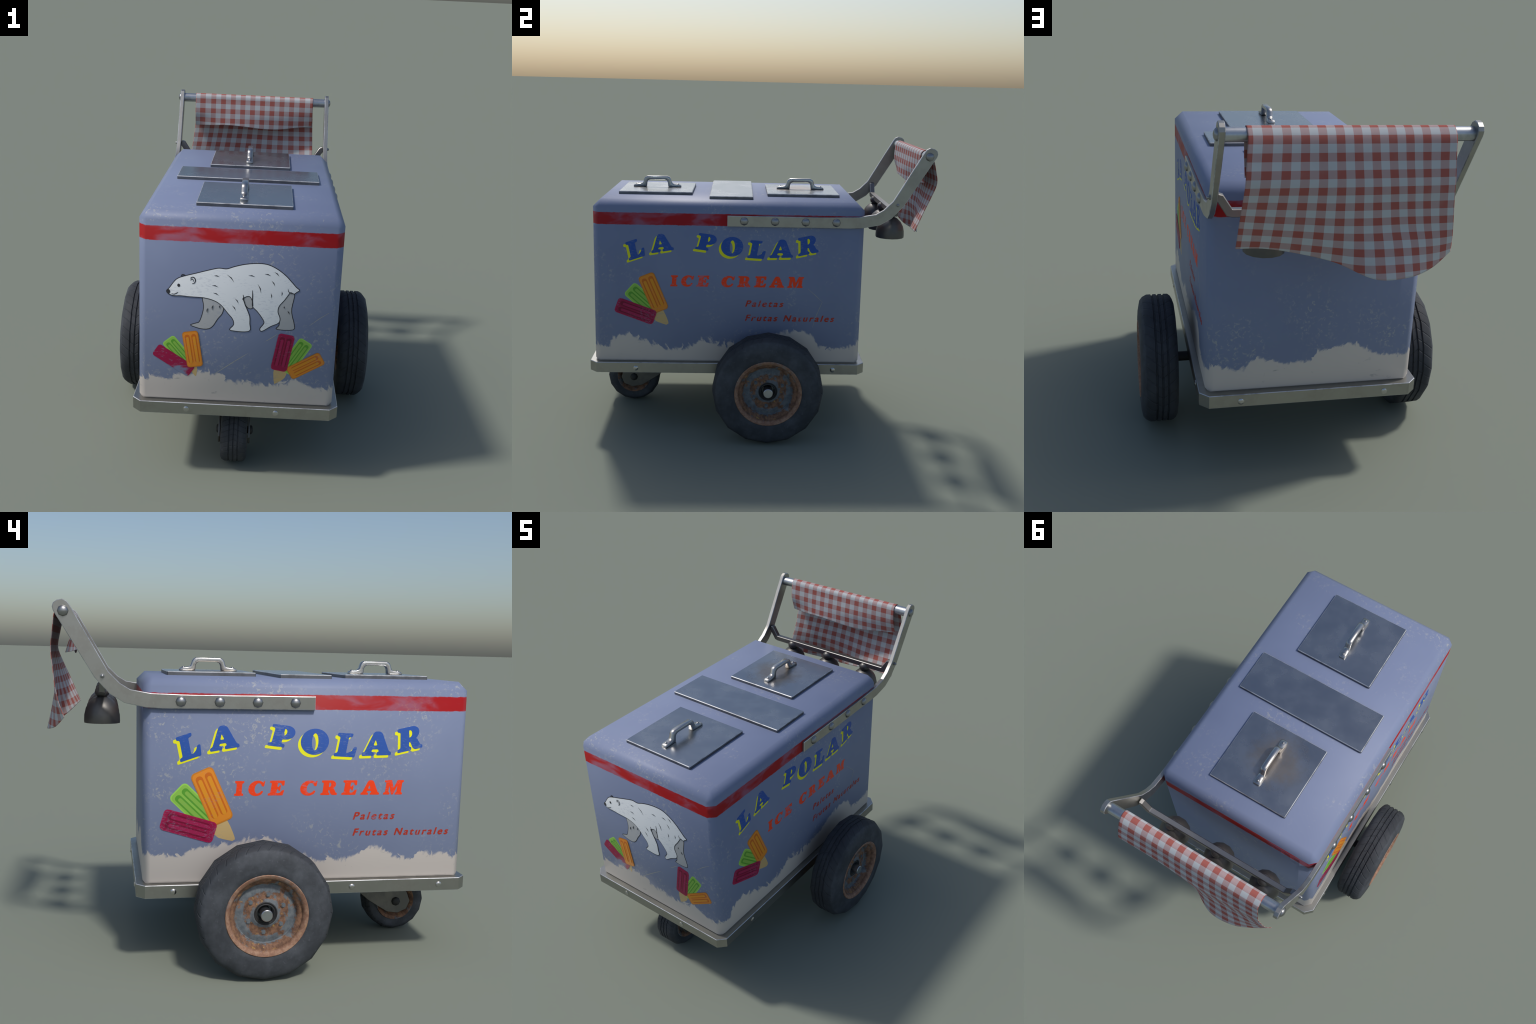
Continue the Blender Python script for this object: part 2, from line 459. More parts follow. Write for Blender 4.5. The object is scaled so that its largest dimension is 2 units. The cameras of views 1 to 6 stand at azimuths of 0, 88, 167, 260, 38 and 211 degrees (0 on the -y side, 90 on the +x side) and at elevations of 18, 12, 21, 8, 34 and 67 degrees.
def build_box():
    bm = bmesh.new()
    V = {}
    for sx in (1, -1):
        for sy in (1, -1):
            for sz in (1, -1):
                for k, p in enumerate(corner(sx, sy, sz)):
                    V[sx, sy, sz, k] = bm.verts.new(p)
    quads, names = [], {}
    for s, nm in ((1, "right"), (-1, "left")):
        names[len(quads)] = nm
        quads.append([V[s, a, b, 0] for a, b in ((-1, -1), (1, -1), (1, 1), (-1, 1))])
    for s, nm in ((-1, "front"), (1, "back")):
        names[len(quads)] = nm
        quads.append([V[a, s, b, 1] for a, b in ((-1, -1), (1, -1), (1, 1), (-1, 1))])
    for s in (1, -1):
        quads.append([V[a, b, s, 2] for a, b in ((-1, -1), (1, -1), (1, 1), (-1, 1))])
    for a in (1, -1):
        for b in (1, -1):
            quads.append([V[a, b, -1, 0], V[a, b, -1, 1], V[a, b, 1, 1], V[a, b, 1, 0]])       # upright
            quads.append([V[a, -1, b, 0], V[a, 1, b, 0], V[a, 1, b, 2], V[a, -1, b, 2]])       # side rim / foot
            quads.append([V[-1, a, b, 1], V[1, a, b, 1], V[1, a, b, 2], V[-1, a, b, 2]])       # end rim / foot
    tris = [[V[a, b, c, k] for k in range(3)] for a in (1, -1) for b in (1, -1) for c in (1, -1)]
    for f in quads + tris:
        bm.faces.new(f)
    bmesh.ops.recalc_face_normals(bm, faces=bm.faces)
    bm.normal_update()
    for i, q in enumerate(quads):
        if i in names:
            PANEL[names[i]] = [(v.co.copy(), v.normal.copy()) for v in q]
    N = 16
    pts, nrm, faces, index = [], [], [], {}
    def vert(co, no):
        key = tuple(round(c, 6) for c in co)
        if key not in index:
            index[key] = len(pts)
            pts.append(co)
            nrm.append(no.normalized())
        return index[key]
    def flip(face, f):
        a, b, c = (Vector(pts[k]) for k in face[:3])
        return face if (b - a).cross(c - a).dot(f) > 0 else face[::-1]
    for q in quads:
        C, Nn = [v.co for v in q], [v.normal for v in q]
        mean = sum(Nn, Vector())
        g = [[vert(C[0].lerp(C[1], i / N).lerp(C[3].lerp(C[2], i / N), j / N), Nn[0].lerp(Nn[1], i / N).lerp(Nn[3].lerp(Nn[2], i / N), j / N)) for i in range(N + 1)] for j in range(N + 1)]
        for j in range(N):
            for i in range(N):
                faces.append(flip([g[j][i], g[j][i + 1], g[j + 1][i + 1], g[j + 1][i]], mean))
    for q in tris:
        C, Nn = [v.co for v in q], [v.normal for v in q]
        mean = sum(Nn, Vector())
        def at(i, j):
            w = (1 - (i + j) / N, i / N, j / N)
            return vert(sum((c * k for c, k in zip(C, w)), Vector()), sum((c * k for c, k in zip(Nn, w)), Vector()))
        for i in range(N):
            for j in range(N - i):
                faces.append(flip([at(i, j), at(i + 1, j), at(i, j + 1)], mean))
                if i + j < N - 1:
                    faces.append(flip([at(i + 1, j), at(i + 1, j + 1), at(i, j + 1)], mean))
    bm.free()
    me = bpy.data.meshes.new("cold_box")
    me.from_pydata([tuple(p) for p in pts], [], faces)
    me.validate()
    me.shade_smooth()
    me.normals_split_custom_set_from_vertices([tuple(v) for v in nrm])
    return me


def panel_normal(face, co):
    """Soft normal of the box skin at a point of one flat face."""
    (p0, n0), (p1, n1), (p2, n2), (p3, n3) = PANEL[face]
    e1, e3 = p1 - p0, p3 - p0
    u = min(max((co - p0).dot(e1) / e1.length_squared, 0), 1)
    v = min(max((co - p0).dot(e3) / e3.length_squared, 0), 1)
    return n0.lerp(n1, u).lerp(n3.lerp(n2, u), v).normalized()


box = add("cold_box", build_box(), M["box"], cart)

# tray
bm = box_bm(CX - 0.497, CX + 0.497, -0.9965, 0.598, 0.345, 0.4065)
bevel_edges(bm, lambda e: abs(e.verts[0].co.z - e.verts[1].co.z) > 0.03, 0.040)
bevel_edges(bm, lambda e: abs(e.verts[0].co.z - e.verts[1].co.z) < 0.001, 0.0025)
tray = add("tray", from_bm(bm, "tray"), M["tray"], cart, 20)
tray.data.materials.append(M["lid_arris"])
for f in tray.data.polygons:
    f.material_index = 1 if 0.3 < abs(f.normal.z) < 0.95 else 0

# lids and the plate between them
def plate(name, x0, x1, y0, y1, mat):
    """A loose slab: bright worn arris, sides coloured darker than the top."""
    b = box_bm(x0, x1, y0, y1, Z_TOP - 0.001, 1.3680)
    bevel_edges(b, lambda e: max(v.co.z for v in e.verts) > 1.36, 0.0032)
    me = from_bm(b, name)
    o = add(name, me, mat, cart, 20)
    me.materials.append(M["lid_arris"])
    me.materials.append(M["lid_side"])
    for f in me.polygons:
        f.material_index = 0 if abs(f.normal.z) > 0.9 else 1 if abs(f.normal.z) > 0.3 else 2
    return o


lid_a = plate("lid", -0.234, 0.216, -0.852, -0.424, M["lid"])
lid_b = plate("lid", -0.234, 0.216, 0.020, 0.446, M["lid_stained"])
mid = plate("cover_plate", -0.384, 0.364, -0.317, -0.068, M["lid"])

# lid grip: cast bar; each section runs from an outer to an inner point, with a half width
grip_half = [((-0.1445, 0.007), (-0.1445, 0.0), 0.0150), ((-0.140, 0.0125), (-0.140, 0.0), 0.0180), ((-0.122, 0.0165), (-0.122, 0.0), 0.0188), ((-0.103, 0.0180), (-0.100, 0.0), 0.0180), ((-0.091, 0.0220), (-0.082, 0.0), 0.0168),
             ((-0.086, 0.0300), (-0.0655, 0.002), 0.0160), ((-0.081, 0.0480), (-0.0630, 0.026), 0.0155), ((-0.075, 0.0580), (-0.0575, 0.0385), 0.0155), ((-0.062, 0.0655), (-0.0450, 0.0450), 0.0155)]
grip_sections = grip_half + [((-a[0], a[1]), (-b[0], b[1]), w) for a, b, w in reversed(grip_half)]
bm = bmesh.new()
rings = []
for a, b, w in grip_sections:
    a, b = Vector(a), Vector(b)
    ring = []
    for sx, t in ((1.0, 0.18), (0.82, 0.0), (-0.82, 0.0), (-1.0, 0.18), (-1.0, 0.82), (-0.82, 1.0), (0.82, 1.0), (1.0, 0.82)):
        q = a.lerp(b, t)
        ring.append(bm.verts.new((sx * w, q.x, q.y)))
    rings.append(ring)
for A, B in zip(rings[:-1], rings[1:]):
    for k in range(8):
        bm.faces.new((A[k], A[(k + 1) % 8], B[(k + 1) % 8], B[k]))
bm.faces.new(rings[0])
bm.faces.new(rings[-1])
grip_mesh = from_bm(bm, "lid_grip")
for lid, gy in ((lid_a, -0.6475), (lid_b, 0.2275)):
    g = add("lid_grip", grip_mesh, M["chrome"], lid, 60)
    g.location = (-0.016, gy, 1.3680)
    screw = add("grip_screw", bpy.data.meshes.get("grip_screw") or from_bm(lathe([(0.0085, 0), (0.0075, 0.003), (0.0045, 0.005), (0, 0.0055)], 10, "z"), "grip_screw"), M["bolt"], lid, 60)
    repeat(screw, [(-0.016, gy - 0.124, 1.3835), (-0.016, gy + 0.124, 1.3835)])

# ------------------------------------------------------------------ strap arms
top_line = [(-0.212, 1.2725), (0.365, 1.2725), (0.534, 1.277), (0.625, 1.2925), (0.669, 1.3185), (0.720, 1.369), (0.882, 1.648), (0.893, 1.663), (0.912, 1.672), (0.934, 1.668), (0.950, 1.656), (0.9555, 1.640), (0.951, 1.622)]
low_line = [(0.780, 1.343), (0.714, 1.272), (0.650, 1.233), (0.556, 1.2142), (0.490, 1.2105), (-0.212, 1.2105)]
X_IN, X_OUT, SX = 0.4605, 0.4845, -0.0180
strap_mesh = from_bm(prism(top_line + low_line, X_IN, X_OUT, 0.0026), "handle_strap")
dome = [(0.0245, 0.0), (0.0240, 0.003), (0.0200, 0.0085), (0.0125, 0.0125), (0.005, 0.0142), (0, 0.0145)]
dome_mesh = from_bm(lathe(dome, 8), "dome_bolt")
small_mesh = from_bm(lathe([(0.011, 0), (0.011, 0.004), (0.007, 0.0045), (0.007, 0.012), (0.005, 0.014), (0, 0.0142)], 8), "small_bolt")
for side in (1, -1):
    s = add("handle_strap", strap_mesh, M["steel"], cart, 20)
    if side > 0:
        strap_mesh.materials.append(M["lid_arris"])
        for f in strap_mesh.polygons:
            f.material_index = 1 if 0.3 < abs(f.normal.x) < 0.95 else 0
    s.location = (SX, 0, 0)
    s.scale = (side, 1, 1)
    d = add("strap_bolt", dome_mesh, M["bolt"], cart, 50)
    rot = (0, 0, 0) if side > 0 else (0, 0, pi)
    px = SX + side * X_OUT
    repeat(d, [(px, yy, zz) for yy, zz in ((-0.118, 1.2425), (0.056, 1.2425), (0.229, 1.2425), (0.403, 1.2425), (0.910, 1.623))], rot)
    b = add("bar_bolt", small_mesh, M["bolt"], cart, 50)
    repeat(b, [(px, 0.7455, 1.349)], rot)

# rod
rod = add("handle_rod", from_bm(lathe([(0, -X_IN), (0.0275, -X_IN), (0.0275, X_IN), (0, X_IN)], 16), "handle_rod"), M["rod"], cart, 40)
rod.location = (SX, 0.910, 1.622)

# ------------------------------------------------------------------ bell bar
def sweep_bar(path, w, h):
    """Flat bar of section w (y) by h, following a path in the x-z plane."""
    bm = bmesh.new()
    rings = []
    for i, (x, z) in enumerate(path):
        a = Vector(path[max(i - 1, 0)])
        b = Vector(path[min(i + 1, len(path) - 1)])
        p = Vector((x, z))
        d1 = (p - a).normalized() if i else (b - p).normalized()
        d2 = (b - p).normalized() if i < len(path) - 1 else d1
        t = (d1 + d2).normalized()
        nrm = Vector((-t.y, t.x)) / max(0.5, t.dot(d1))
        ring = []
        for sy, sn in ((-1, -1), (1, -1), (1, 1), (-1, 1)):
            q = p + nrm * (sn * h / 2)
            ring.append(bm.verts.new((q.x, sy * w / 2, q.y)))
        rings.append(ring)
    for A, B in zip(rings[:-1], rings[1:]):
        for i in range(4):
            j = (i + 1) % 4
            bm.faces.new((A[i], A[j], B[j], B[i]))
    bm.faces.new(rings[0])
    bm.faces.new(rings[-1])
    bmesh.ops.recalc_face_normals(bm, faces=bm.faces)
    bevel_edges(bm, lambda e: e.calc_face_angle(0) > 1.2, 0.003)
    return bm

bar_path = [(-0.460, 1.349), (-0.447, 1.345), (-0.412, 1.290), (-0.400, 1.287), (0.400, 1.287), (0.412, 1.290), (0.447, 1.345), (0.460, 1.349)]
bar = add("bell_bar", from_bm(sweep_bar(bar_path, 0.030, 0.033), "bell_bar"), M["bar"], cart, 30)
bar.location = (SX, 0.747, 0.001)

bell_profile = [(0, 0.236), (0.030, 0.232), (0.066, 0.180), (0.077, 0.150), (0.078, 0.130), (0.0825, 0.129), (0.0835, 0.140), (0.0825, 0.166), (0.0755, 0.196), (0.061, 0.222), (0.040, 0.242), (0.022, 0.250),
                (0.022, 0.250), (0.031, 0.257), (0.034, 0.270), (0.031, 0.283), (0.020, 0.294), (0.0, 0.299)]
bell_mesh = from_bm(lathe(bell_profile, 14, "z"), "bell")
bell = add("bell", bell_mesh, M["bell"], cart, 50)
repeat(bell, [(-0.299, 0.748, 1.0), (-0.0215, 0.748, 1.0), (0.256, 0.748, 1.0)])

# ------------------------------------------------------------------ wheels
def groove_profile(r, hw, count, depth, width):
    pts = [(r - 0.0005, -hw)]
    for i in range(count):
        c = -hw + 2 * hw * (i + 1) / (count + 1)
        pts += [(r, c - width), (r - depth, c - width * 0.5), (r - depth, c + width * 0.5), (r, c + width)]
    return pts + [(r - 0.0005, hw)]

WX, WY, WZ = 0.620, 0.030, 0.3125
tyre_prof = [(0.178, -0.058), (0.186, -0.068), (0.215, -0.075), (0.250, -0.077), (0.285, -0.074), (0.302, -0.065)]
tyre_prof += groove_profile(0.313, 0.052, 3, 0.006, 0.005)
tyre_prof += [(0.302, 0.072), (0.285, 0.086), (0.250, 0.093), (0.215, 0.096), (0.194, 0.096), (0.184, 0.088), (0.178, 0.074)]
tyre_mesh = from_bm(lathe(tyre_prof, 16, "x", True), "tyre")
rim_prof = [(0.178, -0.060), (0.150, -0.056), (0.140, -0.010), (0.138, 0.040), (0.142, 0.058), (0.150, 0.068), (0.157, 0.072), (0.163, 0.073), (0.168, 0.088), (0.176, 0.096), (0.186, 0.0985), (0.189, 0.095), (0.184, 0.072), (0.178, 0.070)]
rim_mesh = from_bm(lathe(rim_prof, 48, "x", True), "rim")
disc_prof = [(0.144, 0.020), (0.143, 0.050), (0.139, 0.051), (0.135, 0.046), (0.130, 0.047), (0.118, 0.052), (0.104, 0.053), (0.066, 0.050), (0.060, 0.056), (0.054, 0.057), (0.050, 0.050), (0.044, 0.048), (0.040, 0.052), (0.037, 0.046), (0.036, 0.000), (0.036, -0.010), (0.142, -0.010)]
disc_mesh = from_bm(lathe(disc_prof, 48, "x", True), "wheel_disc")
nut_mesh = from_bm(lathe([(0.0125, 0), (0.0120, 0.0035), (0.0080, 0.004), (0.0070, 0.0075), (0, 0.0085)], 8), "wheel_nut")
hub_ring_mesh = from_bm(lathe([(0.056, 0.050), (0.056, 0.056), (0.050, 0.058), (0.045, 0.053), (0.040, 0.055), (0.036, 0.050)], 28, "x", True), "hub_ring")
stub_mesh = from_bm(lathe([(0.027, -0.02), (0.027, 0.089), (0.024, 0.092), (0, 0.0925)], 20), "axle_end")
for side in (1, -1):
    rot = 0 if side > 0 else pi
    def place(o, parent, loc=(0, 0, 0)):
        o.parent = parent
        o.location = loc
        return o
    w = bpy.data.objects.new("wheel", None)
    SCN.objects.link(w)
    w.parent = cart
    w.location = (side * WX, WY, WZ)
    w.rotation_euler = (0, 0, rot)
    add("tyre", tyre_mesh, M["tyre"], w, 40)
    add("rim", rim_mesh, M["rim"], w, 50)
    add("wheel_disc", disc_mesh, M["rim"], w, 50)
    add("hub_ring", hub_ring_mesh, M["dark"], w, 40)
    add("axle_end", stub_mesh, M["rod"], w, 40)
    nut = add("wheel_nut", nut_mesh, M["rim"], w, 40)
    repeat(nut, [(0.0500, 0.087 * sin(2 * pi * (i + 0.1) / 6), 0.087 * cos(2 * pi * (i + 0.1) / 6)) for i in range(6)])

axle = add("axle", from_bm(lathe([(0, -0.56), (0.024, -0.56), (0.024, 0.56), (0, 0.56)], 14), "axle"), M["dark"], cart, 40)
axle.location = (0, WY, WZ)
axle_bracket_mesh = from_bm(box_bm(-0.03, 0.03, -0.27, 0.15, 0.278, 0.3445), "axle_bracket")
br = add("axle_bracket", axle_bracket_mesh, M["dark"], cart)
repeat(br, [(CX + 0.42, WY, 0), (CX - 0.42, WY, 0)])

# ------------------------------------------------------------------ castor
KX, KY, KZ, KR = -0.0180, -0.797, 0.162, 0.162
castor = bpy.data.objects.new("castor", None)
SCN.objects.link(castor)
castor.parent = cart
ct_prof = [(0.098, -0.044), (0.103, -0.058), (0.125, -0.066), (0.142, -0.065), (0.155, -0.057)] + groove_profile(KR, 0.044, 3, 0.004, 0.0038) + [(0.155, 0.057), (0.142, 0.065), (0.125, 0.066), (0.103, 0.058), (0.098, 0.044)]
ct = add("castor_tyre", from_bm(lathe(ct_prof, 16, "x", True), "castor_tyre"), M["tyre_small"], castor, 40)
ct.location = (KX, KY, KZ)
cr_prof = [(0.040, -0.036), (0.078, -0.038), (0.086, -0.053), (0.096, -0.063), (0.104, -0.066), (0.106, -0.060), (0.099, -0.038), (0.099, 0.038), (0.106, 0.060), (0.104, 0.066), (0.096, 0.063), (0.086, 0.053), (0.078, 0.038), (0.040, 0.036)]
cr = add("castor_rim", from_bm(lathe(cr_prof, 40, "x", True), "castor_rim"), M["rim"], castor, 40)
cr.location = (KX, KY, KZ)
fork_outline = [(-0.500, 0.292), (-0.530, 0.268), (-0.594, 0.214), (-0.640, 0.175), (-0.689, 0.143), (-0.748, 0.106), (-0.808, 0.097), (-0.856, 0.118), (-0.874, 0.161), (-0.856, 0.208), (-0.815, 0.250), (-0.770, 0.292)]
fork_mesh = from_bm(prism(fork_outline, -0.005, 0.005, 0.0015), "fork_plate")
fp = add("fork_plate", fork_mesh, M["fork"], castor, 25)
repeat(fp, [(KX + 0.0755, 0, 0), (KX - 0.0755, 0, 0)])
add("fork_crown", from_bm(box_bm(KX - 0.0810, KX + 0.0810, -0.775, -0.495, 0.290, 0.304), "fork_crown"), M["fork"], castor)
sw = add("swivel", from_bm(lathe([(0, 0.303), (0.062, 0.303), (0.062, 0.332), (0.075, 0.334), (0.075, 0.344), (0, 0.344)], 20, "z"), "swivel"), M["dark"], castor, 40)
sw.location = (KX, -0.655, 0)
cb_mesh = from_bm(lathe([(0.024, 0), (0.0235, 0.006), (0.017, 0.012), (0.007, 0.0145), (0, 0.015)], 8), "castor_bolt")
cb = add("castor_bolt", cb_mesh, M["dark"], castor, 50)
repeat(cb, [(KX + 0.0805, KY + 0.002, KZ), (KX - 0.0805, KY + 0.002, KZ)], lambda i: (0, 0, pi * i))
ca = add("castor_axle", from_bm(lathe([(0, -0.072), (0.018, -0.072), (0.018, 0.072), (0, 0.072)], 12), "castor_axle"), M["dark"], castor, 40)
ca.location = (KX, KY, KZ)

# tray bolts
tb_mesh = from_bm(lathe([(0.0150, 0), (0.0148, 0.0015), (0.0125, 0.0026), (0.0105, 0.0042), (0.006, 0.0050), (0, 0.0053)], 10), "tray_bolt")
tb = add("tray_bolt", tb_mesh, M["chrome"], tray, 50)
spots = [((-0.250, -0.9965, 0.374), -pi / 2), ((0.181, -0.9965, 0.374), -pi / 2), ((0.302, 0.598, 0.372), pi / 2), ((-0.354, 0.598, 0.372), pi / 2),
         ((CX + 0.497, -0.731, 0.373), 0), ((CX + 0.497, 0.413, 0.373), 0), ((CX - 0.497, 0.430, 0.375), pi), ((CX - 0.497, -0.4165, 0.375), pi), ((CX - 0.497, -0.8525, 0.375), pi)]
repeat(tb, [s[0] for s in spots], lambda i: (0, 0, spots[i][1]))

# ------------------------------------------------------------------ cloth
def spline(pts, t):
    """Catmull-Rom through pts (tuples), t in 0..1."""
    n = len(pts) - 1
    f = min(max(t * n, 0), n - 1e-9)
    i = int(f)
    u = f - i
    P = [pts[max(i - 1, 0)], pts[i], pts[i + 1], pts[min(i + 2, n)]]
    return tuple(0.5 * (2 * b + (c - a) * u + (2 * a - 5 * b + 4 * c - d) * u * u + (3 * b - a - 3 * c + d) * u ** 3) for a, b, c, d in zip(*P))

# columns from the +x edge to the -x edge; each hangs from front hem over the rod to the back hem
RY, RZ, RR = 0.910, 1.622, 0.0305
columns = []
#          x top   front hem (y, z)   front mid y   back y at z 1.54, 1.465, 1.385, 1.31, 1.24    hem (x, y, z)
hang = [(0.366, (0.910, 1.468), 0.884, (0.972, 0.982, 0.953, 0.919, 0.890), (0.3865, 0.866, 1.185)),
        (0.256, (0.895, 1.456), 0.880, (0.970, 0.980, 0.957, 0.931, 0.901), (0.2760, 0.872, 1.184)),
        (0.146, (0.884, 1.442), 0.876, (0.968, 0.979, 0.962, 0.942, 0.919), (0.1450, 0.893, 1.166)),
        (0.037, (0.876, 1.442), 0.872, (0.970, 0.982, 0.972, 0.959, 0.947), (0.0150, 0.928, 1.139)),
        (-0.073, (0.868, 1.452), 0.872, (0.972, 0.984, 0.975, 0.967, 0.971), (-0.1200, 0.996, 1.094)),
        (-0.183, (0.866, 1.458), 0.872, (0.970, 0.980, 0.970, 0.963, 0.974), (-0.2500, 0.994, 1.094)),
        (-0.293, (0.880, 1.452), 0.874, (0.967, 0.975, 0.966, 0.959, 0.959), (-0.3550, 0.955, 1.113)),
        (-0.402, (0.906, 1.446), 0.878, (0.962, 0.969, 0.961, 0.952, 0.936), (-0.4460, 0.911, 1.163))]
for xt, (fy, fz), fm, by, (bx, hy, hz) in hang:
    bend = 1.35 - 1.6 * xt           # how late the column leaves the straight hang
    fz_mid = (fz + RZ) / 2
    pts = [(xt, fy, fz), (xt, (fy + fm) / 2, (fz + fz_mid) / 2), (xt, fm, fz_mid), (xt, RY - RR, RZ - 0.02), (xt, RY - RR * 0.8, RZ + RR * 0.6), (xt, RY, RZ + RR), (xt, RY + RR * 0.8, RZ + RR * 0.6), (xt, RY + RR * 1.45, RZ - 0.012)]
    zs = [1.54, 1.465, 1.385, 1.31, 1.24]
    for k, (yy, z0) in enumerate(zip(by, zs)):
        f = (RZ - z0) / (RZ - 1.185)
        zk = RZ + (hz - RZ) * f
        zk = z0 * 0.6 + zk * 0.4
        pts.append((xt + (bx - xt) * f ** bend, yy, zk))
    pts.append((bx, hy, hz))
    columns.append(pts)
NU, NV = 84, 130
grid = []
for j in range(NV + 1):
    row_ctrl = [spline(c, j / NV) for c in columns]
    grid.append([Vector(spline(row_ctrl, i / NU)) for i in range(NU + 1)])
bm = bmesh.new()
uvl = bm.loops.layers.uv.new("weave")
# cloth length from the rod top, column by column, gives the weave coordinate
j_top = round(NV * 5 / (len(columns[0]) - 1))
length = [[0.0] * (NU + 1) for _ in range(NV + 1)]
for i in range(NU + 1):
    for j in range(j_top + 1, NV + 1):
        length[j][i] = length[j - 1][i] + (grid[j][i] - grid[j - 1][i]).length
    for j in range(j_top - 1, -1, -1):
        length[j][i] = length[j + 1][i] - (grid[j][i] - grid[j + 1][i]).length
V = [[bm.verts.new(p) for p in row] for row in grid]
PITCH = 0.0640
for j in range(NV):
    for i in range(NU):
        f = bm.faces.new((V[j][i], V[j][i + 1], V[j + 1][i + 1], V[j + 1][i]))
        for lp, (jj, ii) in zip(f.loops, ((j, i), (j, i + 1), (j + 1, i + 1), (j + 1, i))):
            lp[uvl].uv = (ii / NU * 0.768 / PITCH + 0.10 + 20, length[jj][ii] / 0.0615 + 0.26 + 20)
cloth = add("checked_cloth", from_bm(bm, "checked_cloth"), M["cloth"], cart, 180)
so = cloth.modifiers.new("s", "SOLIDIFY")
so.thickness, so.offset = 0.0022, 0

# ------------------------------------------------------------------ painted marks
def ellipse(cx, cy, rx, ry, n=28, a0=0.0, a1=2 * pi):
    full = abs(a1 - a0 - 2 * pi) < 1e-6
    k = n if full else n + 1
    return [(cx + rx * cos(a0 + (a1 - a0) * i / n), cy + ry * sin(a0 + (a1 - a0) * i / n)) for i in range(k)]


def round_rect(w, h, r, n=6):
    pts = []
    for cx, cy, a in ((w / 2 - r, h / 2 - r, 0), (-w / 2 + r, h / 2 - r, pi / 2), (-w / 2 + r, -h / 2 + r, pi), (w / 2 - r, -h / 2 + r, 1.5 * pi)):
        pts += ellipse(cx, cy, r, r, n, a, a + pi / 2)
    return pts


def smooth_loop(pts, k=5):
    out, n = [], len(pts)
    for i in range(n):
        a, b, c, d = pts[i - 1], pts[i], pts[(i + 1) % n], pts[(i + 2) % n]
        for s in range(k):
            u = s / k
            out.append(tuple(0.5 * (2 * q + (r - p) * u + (2 * p - 5 * q + 4 * r - t) * u * u + (3 * q - p - 3 * r + t) * u ** 3) for p, q, r, t in zip(a, b, c, d)))
    return out


FACES = {  # sheet coordinates (across as read, up) to space, per face of the box
    "front": lambda a, z, d: (a, CY - HY - d, z),
    "right": lambda a, z, d: (CX + HX + d, CY + a, z),
    "left": lambda a, z, d: (CX - HX - d, CY - a, z),
}


def painted(name, loops, face, level, mat, offset=0.0, thick=0.0005):
    """A thin film of paint: filled outlines laid on one face of the box."""
    cu = bpy.data.curves.new(name, "CURVE")
    cu.dimensions, cu.fill_mode = "2D", "BOTH"
    cu.offset = offset
    for lp in loops:
        sp = cu.splines.new("POLY")
        sp.points.add(len(lp) - 1)
        for q, (a, b) in zip(sp.points, lp):
            q.co = (a, b, 0, 1)
        sp.use_cyclic_u = True
    tmp = bpy.data.objects.new("tmp", cu)
    SCN.objects.link(tmp)
    me = mesh_of(tmp)
    return film(name, me, face, level, mat, thick)


def mesh_of(tmp):
    dg = bpy.context.evaluated_depsgraph_get()
    me = bpy.data.meshes.new_from_object(tmp.evaluated_get(dg))
    data = tmp.data
    bpy.data.objects.remove(tmp)
    bpy.data.curves.remove(data)
    return me


def film(name, me, face, level, mat, thick=0.0005):
    f = FACES[face]
    bm = bmesh.new()
    bm.from_mesh(me)
    bpy.data.meshes.remove(me)
    bmesh.ops.remove_doubles(bm, verts=bm.verts, dist=1e-6)
    low = level * 0.0006
    fs = bm.faces[:]
    r = bmesh.ops.extrude_face_region(bm, geom=fs)
    top = {v for v in r["geom"] if isinstance(v, bmesh.types.BMVert)}
    for v in bm.verts:
        v.co = f(v.co.x, v.co.y, low + thick if v in top else -0.0004)
    out = from_bm(bm, name)
    o = add(name, out, mat, box)
    out.shade_smooth()
    out.normals_split_custom_set_from_vertices([tuple(panel_normal(face, v.co)) for v in out.vertices])
    return o


